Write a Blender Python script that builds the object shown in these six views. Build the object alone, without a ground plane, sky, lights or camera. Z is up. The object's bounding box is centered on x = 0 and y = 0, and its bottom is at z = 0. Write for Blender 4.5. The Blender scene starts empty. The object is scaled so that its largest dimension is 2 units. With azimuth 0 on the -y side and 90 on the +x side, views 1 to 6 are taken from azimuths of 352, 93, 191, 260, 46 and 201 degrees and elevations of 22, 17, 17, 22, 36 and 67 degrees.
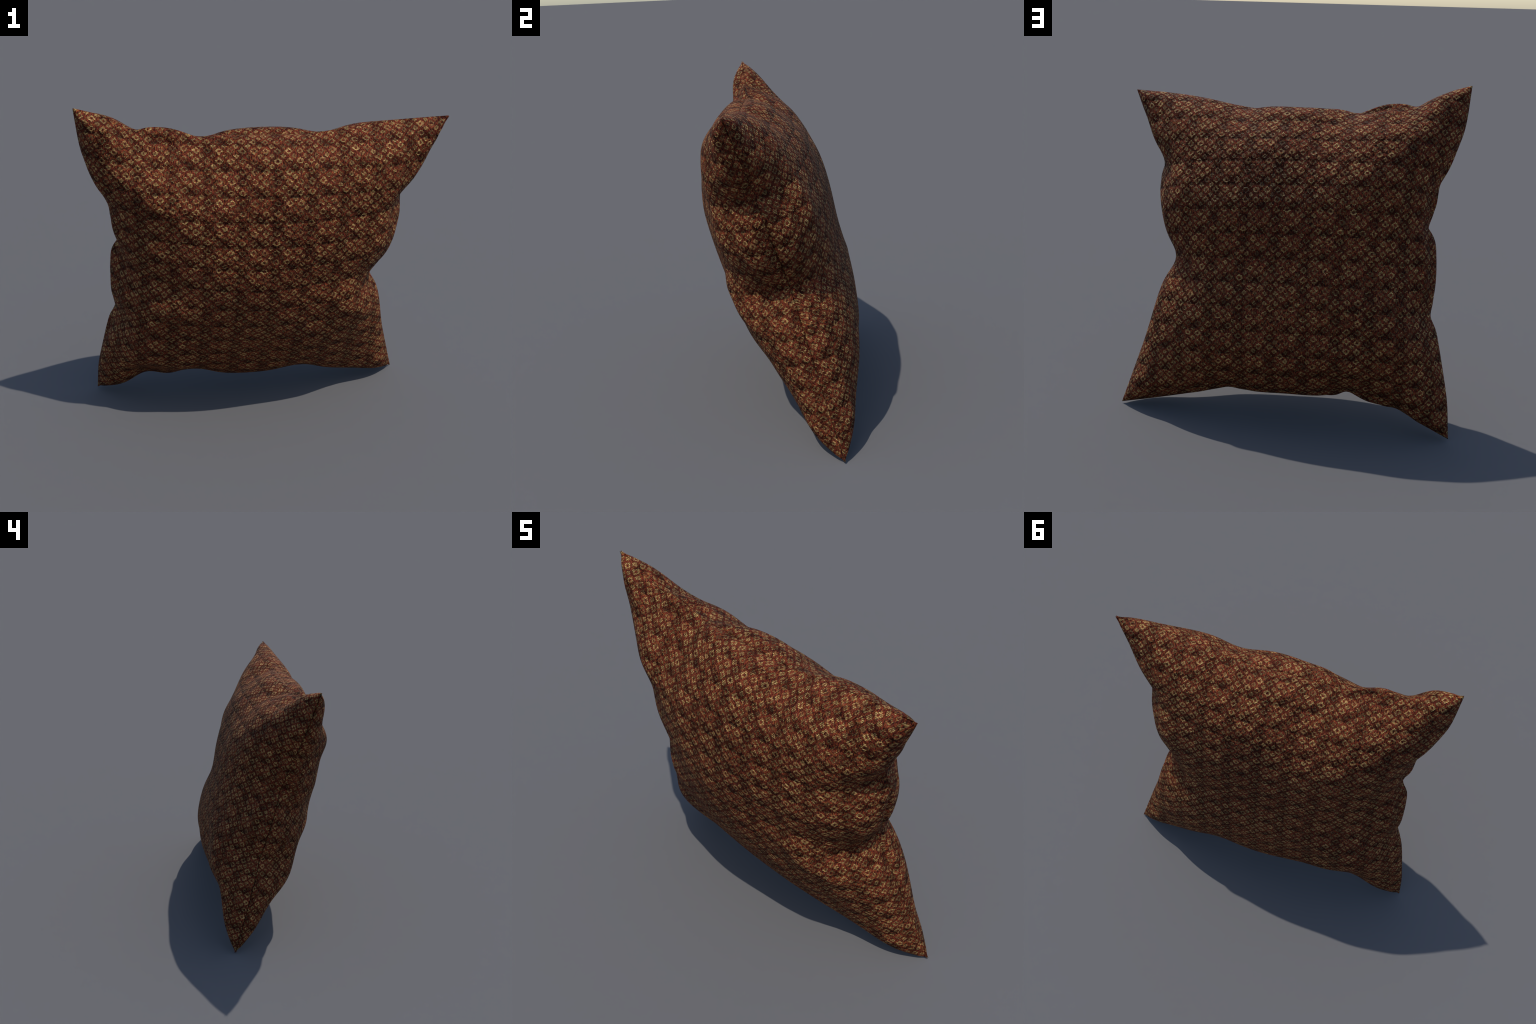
"""Square throw cushion in a woven diamond cloth, leaning on its lower seam.

Two square cloth panels are sewn together along a puckered seam and filled:
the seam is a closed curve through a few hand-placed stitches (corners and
puckers), the panels are flat cloth inflated inside that seam by a small cloth
relaxation, and the weave is drawn on the coordinates of the flat cloth."""
import bpy
import math
import numpy as np

# ------------------------------------------------------------------ the pose
# local frame of the cushion: X across, V up along the cloth, W out of the front
ORIGIN = np.array([-0.007, 0.026, 0.940])
TILT = math.atan2(0.282, 0.959)
AXES = np.array([[1, 0, 0],
                 [0, -math.sin(TILT), math.cos(TILT)],
                 [0, -math.cos(TILT), -math.sin(TILT)]])


def world(local):
    return ORIGIN + np.asarray(local) @ AXES


# ------------------------------------------------------------------ the seam
# (X, V, 1 where the seam is nipped: a corner or a pucker)
SEAM = dict(
    top=[(-.967, 1.025, 1), (-.86, .992, 0), (-.75, .940, 0), (-.668, .886, 1), (-.60, .905, 0), (-.50, .898, 0),
         (-.42, .87, 0), (-.352, .838, 1), (-.27, .842, 0), (-.1, .842, 0), (.1, .838, 0), (.25, .838, 0),
         (.33, .845, 1), (.42, .858, 0), (.6, .888, 0), (.8, .906, 0), (1.006, .914, 1)],
    right=[(1.006, .914, 1), (.945, .78, 0), (.862, .62, 0), (.790, .49, 1), (.812, .39, 0), (.780, .25, 0),
           (.728, .10, 0), (.668, -.06, 1), (.705, -.17, 0), (.760, -.32, 0), (.797, -.45, 0), (.846, -.61, 0),
           (.903, -.81, 0), (.949, -.972, 1)],
    bottom=[(.949, -.972, 1), (.75, -.928, 0), (.53, -.875, 0), (.37, -.832, 0), (.296, -.810, 1), (.19, -.820, 0),
            (.02, -.808, 0), (-.2, -.798, 0), (-.33, -.795, 0), (-.395, -.760, 1), (-.5, -.785, 0), (-.6, -.822, 0),
            (-.69, -.828, 1), (-.79, -.878, 0), (-.89, -.926, 0), (-.992, -.970, 1)],
    left=[(-.992, -.970, 1), (-.972, -.77, 0), (-.936, -.6, 0), (-.900, -.45, 0), (-.875, -.36, 0), (-.836, -.29, 1),
          (-.848, -.2, 0), (-.848, -.07, 0), (-.845, .06, 0), (-.828, .15, 0), (-.775, .227, 1), (-.818, .32, 0),
          (-.828, .4, 0), (-.830, .455, 1), (-.878, .55, 0), (-.914, .66, 0), (-.950, .80, 0), (-.967, 1.025, 1)],
)


def spline(points, n=24):
    p = np.array(points)
    q = np.vstack([2 * p[0] - p[1], p, 2 * p[-1] - p[-2]])
    t = np.linspace(0, 1, n, endpoint=False)[:, None]
    out = []
    for i in range(len(p) - 1):
        a, b, c, d = q[i:i + 4]
        out.append(.5 * (2 * b + (c - a) * t + (2 * a - 5 * b + 4 * c - d) * t * t + (3 * b - a - 3 * c + d) * t ** 3))
    return np.vstack(out + [p[-1:]])


def seam_side(name, n):
    """n evenly spaced points along one side, smooth between the nips"""
    runs, run = [], [SEAM[name][0][:2]]
    for x, v, nip in SEAM[name][1:]:
        run.append((x, v))
        if nip:
            runs.append(run)
            run = [(x, v)]
    c = np.vstack([spline(r)[(i > 0):] for i, r in enumerate(runs)])
    length = np.r_[0, np.cumsum(np.linalg.norm(np.diff(c, axis=0), axis=1))]
    u = np.linspace(0, length[-1], n)
    return np.stack([np.interp(u, length, c[:, k]) for k in (0, 1)], 1)


# ---------------------------------------------------------------- the filling
N = 65                        # cloth grid of the relaxation
CLOTH = (1.90, 1.77)          # side of the square of cloth: front, back
# gathered fullness of front and back beside each side's seam, how far in it reaches, its share along the seam
FULL = dict(top=(.38, .44), right=(.25, .28), bottom=(.34, .38), left=(.33, .45))
REACH, SPREAD = .10, .1
STIFF = 0.03
# creases drawn in from each pucker, in the order the puckers come along the side:
# (panel, strength, length, half width, lean along the side)
CREASES = dict(
    top=[[(0, .40, .26, .030, -.3), (1, .40, .26, .030, .2)],
         [(0, .55, .34, .035, -.6), (1, .60, .34, .035, .4)],
         [(0, .06, .22, .035, .5), (1, .25, .22, .035, .0)]],
    right=[[(0, .45, .28, .035, .2), (1, .40, .24, .035, .0)],
           [(0, .50, .60, .040, .1), (1, .50, .75, .045, .15)]],
    bottom=[[(0, .05, .2, .035, .0), (1, .3, .2, .035, .0)],
            [(0, .2, .2, .035, .0), (1, .42, .32, .035, -.1)],
            [(0, .25, .2, .035, .0), (1, .40, .25, .035, -.8)]],
    left=[[(0, .35, .25, .035, .0), (1, .36, .25, .035, .0)],
          [(0, .55, .45, .036, -.9), (1, .43, .28, .029, .0)],
          [(0, .28, .25, .035, .4), (1, .35, .25, .035, .0)]],
)
# swells and dents of the filling: panel, X, V, reach across, reach up, how far out
SWELLS = [
    (0, -.70, .22, .16, .20, .035), (0, -.64, .64, .18, .15, .070), (0, -.68, -.32, .20, .34, .070),
    (0, -.78, -.32, .12, .28, .035), (0, -.52, -.06, .16, .12, .028), (0, -.58, -.73, .15, .12, -.035), (0, -.69, -.66, .11, .10, -.038), (0, -.80, -.12, .09, .14, .050),
    (0, -.66, .14, .12, .08, -.032), (0, -.54, .06, .10, .08, -.026), (0, -.44, .70, .08, .10, -.018),
    (0, -.84, .83, .11, .11, -.028), (0, -.34, .56, .22, .16, .026), (0, -.05, .45, .16, .14, -.018),
    (0, -.12, .83, .14, .07, -.040), (0, .40, .80, .24, .07, .038), (0, .40, .66, .15, .10, .014),
    (0, .69, .40, .15, .24, .058), (0, .86, .77, .12, .12, -.045), (0, .27, .14, .18, .18, -.026),
    (0, .46, -.03, .15, .08, .040), (0, .56, -.13, .17, .10, .070), (0, .64, -.21, .10, .09, .030), (0, .45, -.48, .16, .10, -.018), (0, .00, -.44, .30, .22, -.045),
    (0, .66, -.64, .28, .24, -.046), (0, .78, .68, .016, .09, -.012),
    (1, -.60, .50, .28, .30, .085), (1, -.26, .44, .16, .20, .026), (1, -.44, .74, .32, .12, .032),
    (1, .10, .60, .40, .18, .040), (1, .68, .32, .14, .20, .058), (1, .88, .80, .14, .13, -.085),
    (1, .12, .00, .45, .20, -.034), (1, .46, .02, .16, .13, .014), (1, -.66, -.40, .22, .22, .074),
    (1, -.40, -.60, .20, .12, .046), (1, -.62, -.62, .12, .10, -.018), (1, -.44, -.28, .22, .12, .022), (1, -.70, .08, .09, .14, -.016), (1, -.30, .16, .22, .24, .012),
    (1, .10, -.62, .40, .14, .024), (1, .72, -.72, .13, .13, -.020),
]


def puckers(name):
    """how far along its side, 0 to 1, each pucker sits"""
    pts = np.array([p[:2] for p in SEAM[name]])
    length = np.r_[0, np.cumsum(np.linalg.norm(np.diff(pts, axis=0), axis=1))] / 1
    return [length[i] / length[-1] for i, p in enumerate(SEAM[name]) if p[2]][1:-1]


def slack(a, b, di, dj):
    """cloth to spare at (a, b) of the unit square: [panel, point] factor on thread length.
    Threads that run in from the seam are longer beside it, shorter along a crease."""
    out = np.ones((2, len(a)))
    run = np.array([di * di, dj * dj]) / (di * di + dj * dj)
    for name, creases in CREASES.items():
        along, inward = dict(top=(a, 1 - b), right=(1 - b, 1 - a), bottom=(1 - a, b), left=(b, a))[name]
        across = run[0] if name in ("left", "right") else run[1]
        marks = np.array([0, *puckers(name), 1])
        gap = np.abs(along[:, None] - marks[None, 1:-1]).min(1)
        corner = np.minimum(along, 1 - along)
        lobe = (1 - np.exp(-(gap / .055) ** 2)) * (1 - .55 * np.exp(-(corner / .055) ** 2))
        for k in (0, 1):
            out[k] += FULL[name][k] * np.exp(-(inward / REACH) ** 2) * lobe * (across + SPREAD * (1 - across))
        for u, both in zip(marks[1:-1], creases):
            for k, strength, length, width, lean in both:
                off = along - u - lean * inward
                w = width * (1 + 1.2 * inward / length)
                out[k] -= strength * (.35 + .65 * across) * np.exp(-(off / w) ** 2) * np.clip(1 - inward / length, 0, 1) ** 1.5
    return out


def fill():
    """inflate both panels inside the seam; returns [panel, i, j, (X, V, W)]"""
    bottom, top, left, right = seam_side("bottom", N)[::-1], seam_side("top", N), seam_side("left", N), seam_side("right", N)[::-1]
    s = np.linspace(0, 1, N)
    a, b = (g[..., None] for g in np.meshgrid(s, s, indexing="ij"))
    flat = ((1 - b) * bottom[:, None] + b * top[:, None] + (1 - a) * left[None] + a * right[None]
            - (1 - a) * (1 - b) * bottom[0] - a * (1 - b) * bottom[-1] - (1 - a) * b * top[0] - a * b * top[-1])
    x = np.zeros((2, N, N, 3))
    x[..., :2] = flat
    dome = .3 * np.sqrt(16 * a * (1 - a) * b * (1 - b))[..., 0]
    x[0, ..., 2], x[1, ..., 2] = dome, -dome
    h = np.array(CLOTH)[:, None, None] / (N - 1)
    free = np.ones((N, N))
    free[[0, -1]] = free[:, [0, -1]] = 0
    threads = []

    def add(di, dj, stiffness):
        for phase in (0, 1):
            i0, j0 = np.arange(N - di), np.arange(max(0, -dj), N - max(0, dj))
            if di:
                i0 = i0[(i0 // di) % 2 == phase]
            else:
                j0 = j0[(j0 // dj) % 2 == phase]
            i, j = np.meshgrid(i0, j0, indexing="ij")
            p, q = (i * N + j).ravel(), ((i + di) * N + j + dj).ravel()
            wp, wq = free.ravel()[p], free.ravel()[q]
            m = wp + wq > 0
            p, q, wp, wq = p[m], q[m], wp[m], wq[m]
            spare = slack((i.ravel()[m] + di / 2) / (N - 1), (j.ravel()[m] + dj / 2) / (N - 1), di, dj)[..., None]
            threads.append((p, q, (wp / (wp + wq))[None, :, None], (wq / (wp + wq))[None, :, None], h * math.hypot(di, dj) * spare, stiffness))

    add(1, 0, 1.0), add(0, 1, 1.0), add(1, 1, .4), add(1, -1, .4)
    add(2, 0, STIFF), add(0, 2, STIFF), add(4, 0, STIFF), add(0, 4, STIFF)
    side = np.array([1., -1.])[:, None, None, None]
    free = free[None, :, :, None]
    v = np.zeros_like(x)
    for step in range(450):
        du, dv = np.zeros_like(x), np.zeros_like(x)
        du[:, 1:-1] = (x[:, 2:] - x[:, :-2]) / 2
        dv[:, :, 1:-1] = (x[:, :, 2:] - x[:, :, :-2]) / 2
        push = np.cross(du, dv) * side / h[..., None] ** 2
        v = (v * .97 + push * 1e-4) * free
        y = (x + v).reshape(2, N * N, 3)
        for p, q, wp, wq, rest, k in threads:
            d = y[:, q] - y[:, p]
            length = np.maximum(np.linalg.norm(d, axis=-1, keepdims=True), 1e-9)
            c = (length - rest) / length * d * k
            y[:, p] += c * wp
            y[:, q] -= c * wq
        y = y.reshape(x.shape)
        v = (y - x) * free
        x = y
    return x


def swell(x):
    """push the panels out or in, fading to nothing at the seam"""
    s = np.linspace(0, 1, x.shape[1])
    edge = np.minimum(np.minimum(s, 1 - s)[:, None], np.minimum(s, 1 - s)[None])
    fade = 1 - np.exp(-(edge / .09) ** 2)
    total = np.zeros(x.shape[:3])
    for k, cx, cv, rx, rv, out in SWELLS:
        total[k] += out * np.exp(-((x[k, ..., 0] - cx) / rx) ** 2 - ((x[k, ..., 1] - cv) / rv) ** 2)
    x[0, ..., 2] += total[0] * fade
    x[1, ..., 2] -= total[1] * fade
    return x


def finer(x, axis):
    """one round of cubic subdivision along an axis, ends kept"""
    x = np.moveaxis(x, axis, 0)
    y = np.empty((2 * len(x) - 1, *x.shape[1:]))
    y[::2] = x
    y[2:-2:2] = (x[:-2] + 6 * x[1:-1] + x[2:]) / 8
    y[1::2] = (x[:-1] + x[1:]) / 2
    return np.moveaxis(y, 0, axis)


# --------------------------------------------------------------- the material
def cloth_material(name):
    material = bpy.data.materials.new(name)
    material.use_nodes = True
    nodes, links = material.node_tree.nodes, material.node_tree.links
    shader = nodes["Principled BSDF"]

    def plug(value, socket):
        if isinstance(value, (int, float)):
            socket.default_value = value
        elif isinstance(value, tuple):
            socket.default_value = (*value, 1.0) if socket.type == "RGBA" else value
        else:
            links.new(value, socket)

    def math_(op, a, b=0.0, c=0.0, clamp=False):
        n = nodes.new("ShaderNodeMath")
        n.operation, n.use_clamp = op, clamp
        for value, socket in zip((a, b, c), n.inputs):
            plug(value, socket)
        return n.outputs[0]

    def add(a, b): return math_("ADD", a, b)
    def sub(a, b): return math_("SUBTRACT", a, b)
    def mul(a, b): return math_("MULTIPLY", a, b)

    def step(x, lo, hi):
        n = nodes.new("ShaderNodeMapRange")
        n.interpolation_type = "SMOOTHSTEP"
        plug(x, n.inputs[0])
        plug(lo, n.inputs[1])
        plug(hi, n.inputs[2])
        return n.outputs[0]

    def vec(x, y, z=0.0):
        n = nodes.new("ShaderNodeCombineXYZ")
        for value, socket in zip((x, y, z), n.inputs):
            plug(value, socket)
        return n.outputs[0]

    def noise(v, scale, detail=2.0, rough=.5):
        n = nodes.new("ShaderNodeTexNoise")
        plug(v, n.inputs["Vector"])
        plug(scale, n.inputs["Scale"])
        plug(detail, n.inputs["Detail"])
        plug(rough, n.inputs["Roughness"])
        return n.outputs["Fac"]

    def dice(v):
        n = nodes.new("ShaderNodeTexWhiteNoise")
        plug(v, n.inputs["Vector"])
        return n.outputs["Value"]

    def mix(f, a, b, blend="MIX"):
        n = nodes.new("ShaderNodeMix")
        n.data_type, n.blend_type = "RGBA", blend
        plug(f, n.inputs["Factor"])
        plug(a, n.inputs[6])
        plug(b, n.inputs[7])
        return n.outputs[2]

    # coordinates of the flat cloth, counted in diamonds
    across, down = 2 / .0605, 2 / .0545      # a diamond is 60 by 55 mm; Generated spans 2 m of cloth
    tc = nodes.new("ShaderNodeTexCoord")
    xyz = nodes.new("ShaderNodeSeparateXYZ")
    links.new(tc.outputs["Generated"], xyz.inputs[0])
    u0, v0 = mul(xyz.outputs[0], across), mul(xyz.outputs[1], down)
    wobble = noise(vec(u0, v0), .9, 2.0)
    wobble2 = noise(vec(add(u0, 37.0), v0), .9, 2.0)
    u = add(u0, mul(sub(wobble, .5), .25))
    v = add(v0, mul(sub(wobble2, .5), .22))
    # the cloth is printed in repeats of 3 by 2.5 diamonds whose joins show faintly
    ru, rv = mul(math_("FRACT", math_("DIVIDE", u0, 3.0)), 3.0), mul(math_("FRACT", math_("DIVIDE", v0, 2.5)), 2.5)
    # weft threads: rows of the weave; the figure is stepped row by row
    rows = 8.0
    row = math_("FLOOR", mul(v, rows))
    vr = math_("DIVIDE", add(row, .5), rows)
    vr = add(mul(vr, .6), mul(v, .4))

    def diamond(du, dv):
        x, y = math_("FRACT", add(u, du)), math_("FRACT", add(vr, dv))
        x, y = math_("ABSOLUTE", sub(x, .5)), math_("ABSOLUTE", sub(y, .5))
        cell = vec(math_("FLOOR", add(u, du)), math_("FLOOR", add(v, dv)), du)
        return add(x, y), cell
    big, big_cell = diamond(0.0, 0.0)
    small, small_cell = diamond(0.5, 0.5)
    frayed = noise(vec(mul(u, 3.0), mul(row, .77)), 2.2, 2.0, .6)
    fray = mul(sub(frayed, .5), .40)
    big_f, small_f = add(big, fray), add(small, fray)
    ring = mul(step(big_f, .41, .34), step(big_f, .13, .23))
    dot = mul(step(small_f, .31, .23), step(small, .05, .12))
    yellow = math_("MAXIMUM", ring, dot)
    # each weft thread is a rounded dash, broken along its length
    thread = math_("ABSOLUTE", sub(math_("FRACT", mul(v, rows)), .5))
    dash = step(thread, .44, .14)
    streak = noise(vec(mul(u, 5.0), mul(row, 1.73)), 1.0, 1.0, .5)
    warp = noise(vec(mul(u, 13.0), mul(v, 3.0)), 1.0, 1.0, .5)
    yellow = mul(yellow, add(mul(dash, .92), .08))
    yellow = mul(yellow, step(streak, .26, .50))
    pick = dice(vec(row, math_("FLOOR", mul(u, 5.0)), 2.0))
    yellow = mul(yellow, add(.50, mul(pick, .50)))
    shade = math_("MAXIMUM", mul(dice(big_cell), step(big, .5, .45)), mul(dice(small_cell), step(small, .5, .45)))
    # darker and paler patches, repeated with the print
    patch = noise(vec(ru, rv, 6.3), .75, 3.0, .55)
    drift = noise(vec(mul(u0, .13), mul(v0, .13)), 1.0, 2.0, .5)
    pale_patch = noise(vec(add(ru, 9.0), rv, 3.0), .8, 3.0, .6)
    join = math_("MINIMUM", ru, mul(rv, 1.6))

    red = mix(step(warp, .34, .64), (.034, .007, .005), (.225, .038, .018))
    fleck = noise(vec(mul(u, 11.0), mul(v, 4.0), 5.0), 1.0, 1.0, .5)
    red = mix(mul(step(fleck, .52, .68), .72), red, (.36, .115, .028))
    ochre = mix(step(add(mul(streak, .75), mul(shade, .25)), .30, .68), (.14, .082, .019), (.75, .50, .165))
    rim = mul(step(big, .30, .40), step(big, .5, .42))
    rim = math_("MAXIMUM", rim, mul(step(small, .19, .27), step(small, .42, .32)))
    base = mix(mul(rim, .08), red, (.020, .007, .004))
    grain = noise(vec(mul(u, 12.0), mul(v, 7.0), 8.0), 1.0, 1.0, .5)
    base = mix(mul(step(grain, .56, .36), .60), base, (.018, .006, .005))
    base = mix(yellow, base, ochre)
    fuzz = noise(vec(mul(u, 7.0), mul(v, 9.0)), 1.0, 2.0, .6)
    base = mix(mul(step(pale_patch, .48, .66), mul(step(fuzz, .35, .7), .55)), base, (.27, .125, .062))
    tone = nodes.new("ShaderNodeMapRange")
    plug(add(mul(patch, .8), mul(drift, .2)), tone.inputs[0])
    for k, value in enumerate((.36, .64, .30, 1.08), 1):
        tone.inputs[k].default_value = value
    tone = mul(tone.outputs[0], add(.72, mul(step(join, .0, .22), .28)))
    tone = mul(tone, add(.45, mul(fuzz, 1.1)))
    base = mix(1.0, base, vec(tone, tone, tone), "MULTIPLY")
    plug(base, shader.inputs["Base Color"])
    plug(sub(.80, mul(yellow, .30)), shader.inputs["Roughness"])
    plug(add(.06, mul(yellow, .26)), shader.inputs["Specular IOR Level"])
    height = add(mul(yellow, .22), add(mul(warp, .12), mul(patch, 2.6)))
    height = add(height, mul(step(join, .0, .45), .30))
    bump = nodes.new("ShaderNodeBump")
    bump.inputs["Distance"].default_value = .016
    bump.inputs["Strength"].default_value = .8
    plug(height, bump.inputs["Height"])
    links.new(bump.outputs[0], shader.inputs["Normal"])
    return material


def thread_material():
    material = bpy.data.materials.new("seam_thread")
    material.use_nodes = True
    shader = material.node_tree.nodes["Principled BSDF"]
    shader.inputs["Base Color"].default_value = (.045, .014, .008, 1)
    shader.inputs["Roughness"].default_value = .9
    return material


# ----------------------------------------------------------------- the build
def panel(name, x, side, material, parent):
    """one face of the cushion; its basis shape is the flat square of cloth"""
    m = x.shape[0]
    # the pattern lies on the cloth unstretched: lengths along the threads, from the middle
    flat = np.zeros((m, m, 3))
    for axis in (0, 1):
        run = np.linalg.norm(np.diff(x, axis=axis), axis=-1)
        run = np.concatenate([np.zeros_like(run[:1]) if axis == 0 else np.zeros_like(run[:, :1]), np.cumsum(run, axis)], axis)
        flat[..., axis] = run - np.take(run, [m // 2], axis)
    loop = np.r_[[(i, 0) for i in range(m - 1)], [(m - 1, j) for j in range(m - 1)],
                 [(i, m - 1) for i in range(m - 1, 0, -1)], [(0, j) for j in range(m - 1, 0, -1)]]
    rim, rim_flat = x[loop[:, 0], loop[:, 1]], flat[loop[:, 0], loop[:, 1]]
    tangent = np.roll(rim, -2, 0) - np.roll(rim, 2, 0)
    inward = np.stack([-tangent[:, 1], tangent[:, 0]], 1)
    inward /= np.linalg.norm(inward, axis=1, keepdims=True)
    verts, flats = [x.reshape(-1, 3)], [flat.reshape(-1, 3)]
    for inset, w in ((.002, .0022), (.006, .0012), (.016, .0008)):
        ring = rim.copy()
        ring[:, :2] += inward * inset
        ring[:, 2] = side * np.minimum(w, .7 * np.abs(rim[:, 2]))
        verts.append(ring)
        flats.append(rim_flat * (1 + inset))
    verts, flats = np.vstack(verts), np.vstack(flats)
    idx = np.arange(m * m).reshape(m, m)
    quads = np.stack([idx[:-1, :-1], idx[1:, :-1], idx[1:, 1:], idx[:-1, 1:]], -1).reshape(-1, 4)
    rings = [idx[loop[:, 0], loop[:, 1]]] + [m * m + k * len(loop) + np.arange(len(loop)) for k in range(3)]
    lips = [np.stack([o, np.roll(o, -1), np.roll(i, -1), i], -1)[:, ::-1] for o, i in zip(rings, rings[1:])]
    faces = np.vstack([quads, *lips])
    if side < 0:
        faces = faces[:, ::-1]
    mesh = bpy.data.meshes.new(name)
    mesh.from_pydata(flats.tolist(), [], faces.tolist())
    mesh.use_auto_texspace = False
    mesh.texspace_location, mesh.texspace_size = (0, 0, 0), (1, 1, 1)
    mesh.materials.append(material)
    mesh.shade_smooth()
    o = bpy.data.objects.new(name, mesh)
    bpy.context.scene.collection.objects.link(o)
    o.parent = parent
    o.shape_key_add(name="flat_cloth")
    key = o.shape_key_add(name="sewn_and_filled")
    key.data.foreach_set("co", world(verts).astype(np.float32).ravel())
    key.value = 1.0
    return o


def seam_cord(x, material, parent):
    m = x.shape[0]
    loop = np.vstack([x[:-1, 0], x[-1, :-1], x[:0:-1, -1], x[0, :0:-1]])
    tangent = np.roll(loop, -2, 0) - np.roll(loop, 2, 0)
    inward = np.stack([-tangent[:, 1], tangent[:, 0]], 1)
    inward /= np.linalg.norm(inward, axis=1, keepdims=True)
    loop = loop.copy()
    loop[:, :2] += inward * .012
    loop[:, 2] = 0
    curve = bpy.data.curves.new("seam", "CURVE")
    curve.dimensions = "3D"
    curve.bevel_depth, curve.bevel_resolution = .0035, 2
    sp = curve.splines.new("POLY")
    pts = world(loop[::2])
    sp.points.add(len(pts) - 1)
    sp.points.foreach_set("co", np.c_[pts, np.ones(len(pts))].ravel())
    sp.use_cyclic_u = True
    helper = bpy.data.objects.new("seam_path", curve)
    bpy.context.scene.collection.objects.link(helper)
    mesh = bpy.data.meshes.new_from_object(helper.evaluated_get(bpy.context.evaluated_depsgraph_get()))
    bpy.data.objects.remove(helper)
    mesh.name = "seam"
    mesh.materials.clear()
    mesh.materials.append(material)
    o = bpy.data.objects.new("seam", mesh)
    bpy.context.scene.collection.objects.link(o)
    o.parent = parent


def build():
    x = swell(fill())
    for _ in range(2):
        x = finer(finer(x, 1), 2)
    m = x.shape[1]
    s = np.linspace(0, 1, m)
    edge = np.minimum(np.minimum(s, 1 - s)[:, None], np.minimum(s, 1 - s)[None])
    nearest = np.argmin(np.stack(np.broadcast_arrays(s[:, None], 1 - s[:, None], s[None], 1 - s[None])), 0)
    lip = np.array([.005, .001, .003, .0014])[nearest]      # the groove gapes on the left and at the tips
    tip = np.exp(-((np.minimum(s, 1 - s)[:, None] ** 2 + np.minimum(s, 1 - s)[None] ** 2) / .06 ** 2))
    lip = lip * np.exp(-(edge / .02) ** 2)
    lip = np.maximum(lip, .0042 * tip)
    x[0, ..., 2] = np.maximum(x[0, ..., 2], 0) + lip
    x[1, ..., 2] = np.minimum(x[1, ..., 2], 0) - lip
    root = bpy.data.objects.new("throw_cushion", None)
    root["label"] = "square throw cushion in red and ochre diamond weave"
    root["category"] = "cushion"
    bpy.context.scene.collection.objects.link(root)
    cloth = cloth_material("diamond_weave")
    panel("front_panel", x[0], 1, cloth, root)
    panel("back_panel", x[1], -1, cloth, root)
    seam_cord(x[0], thread_material(), root)


build()
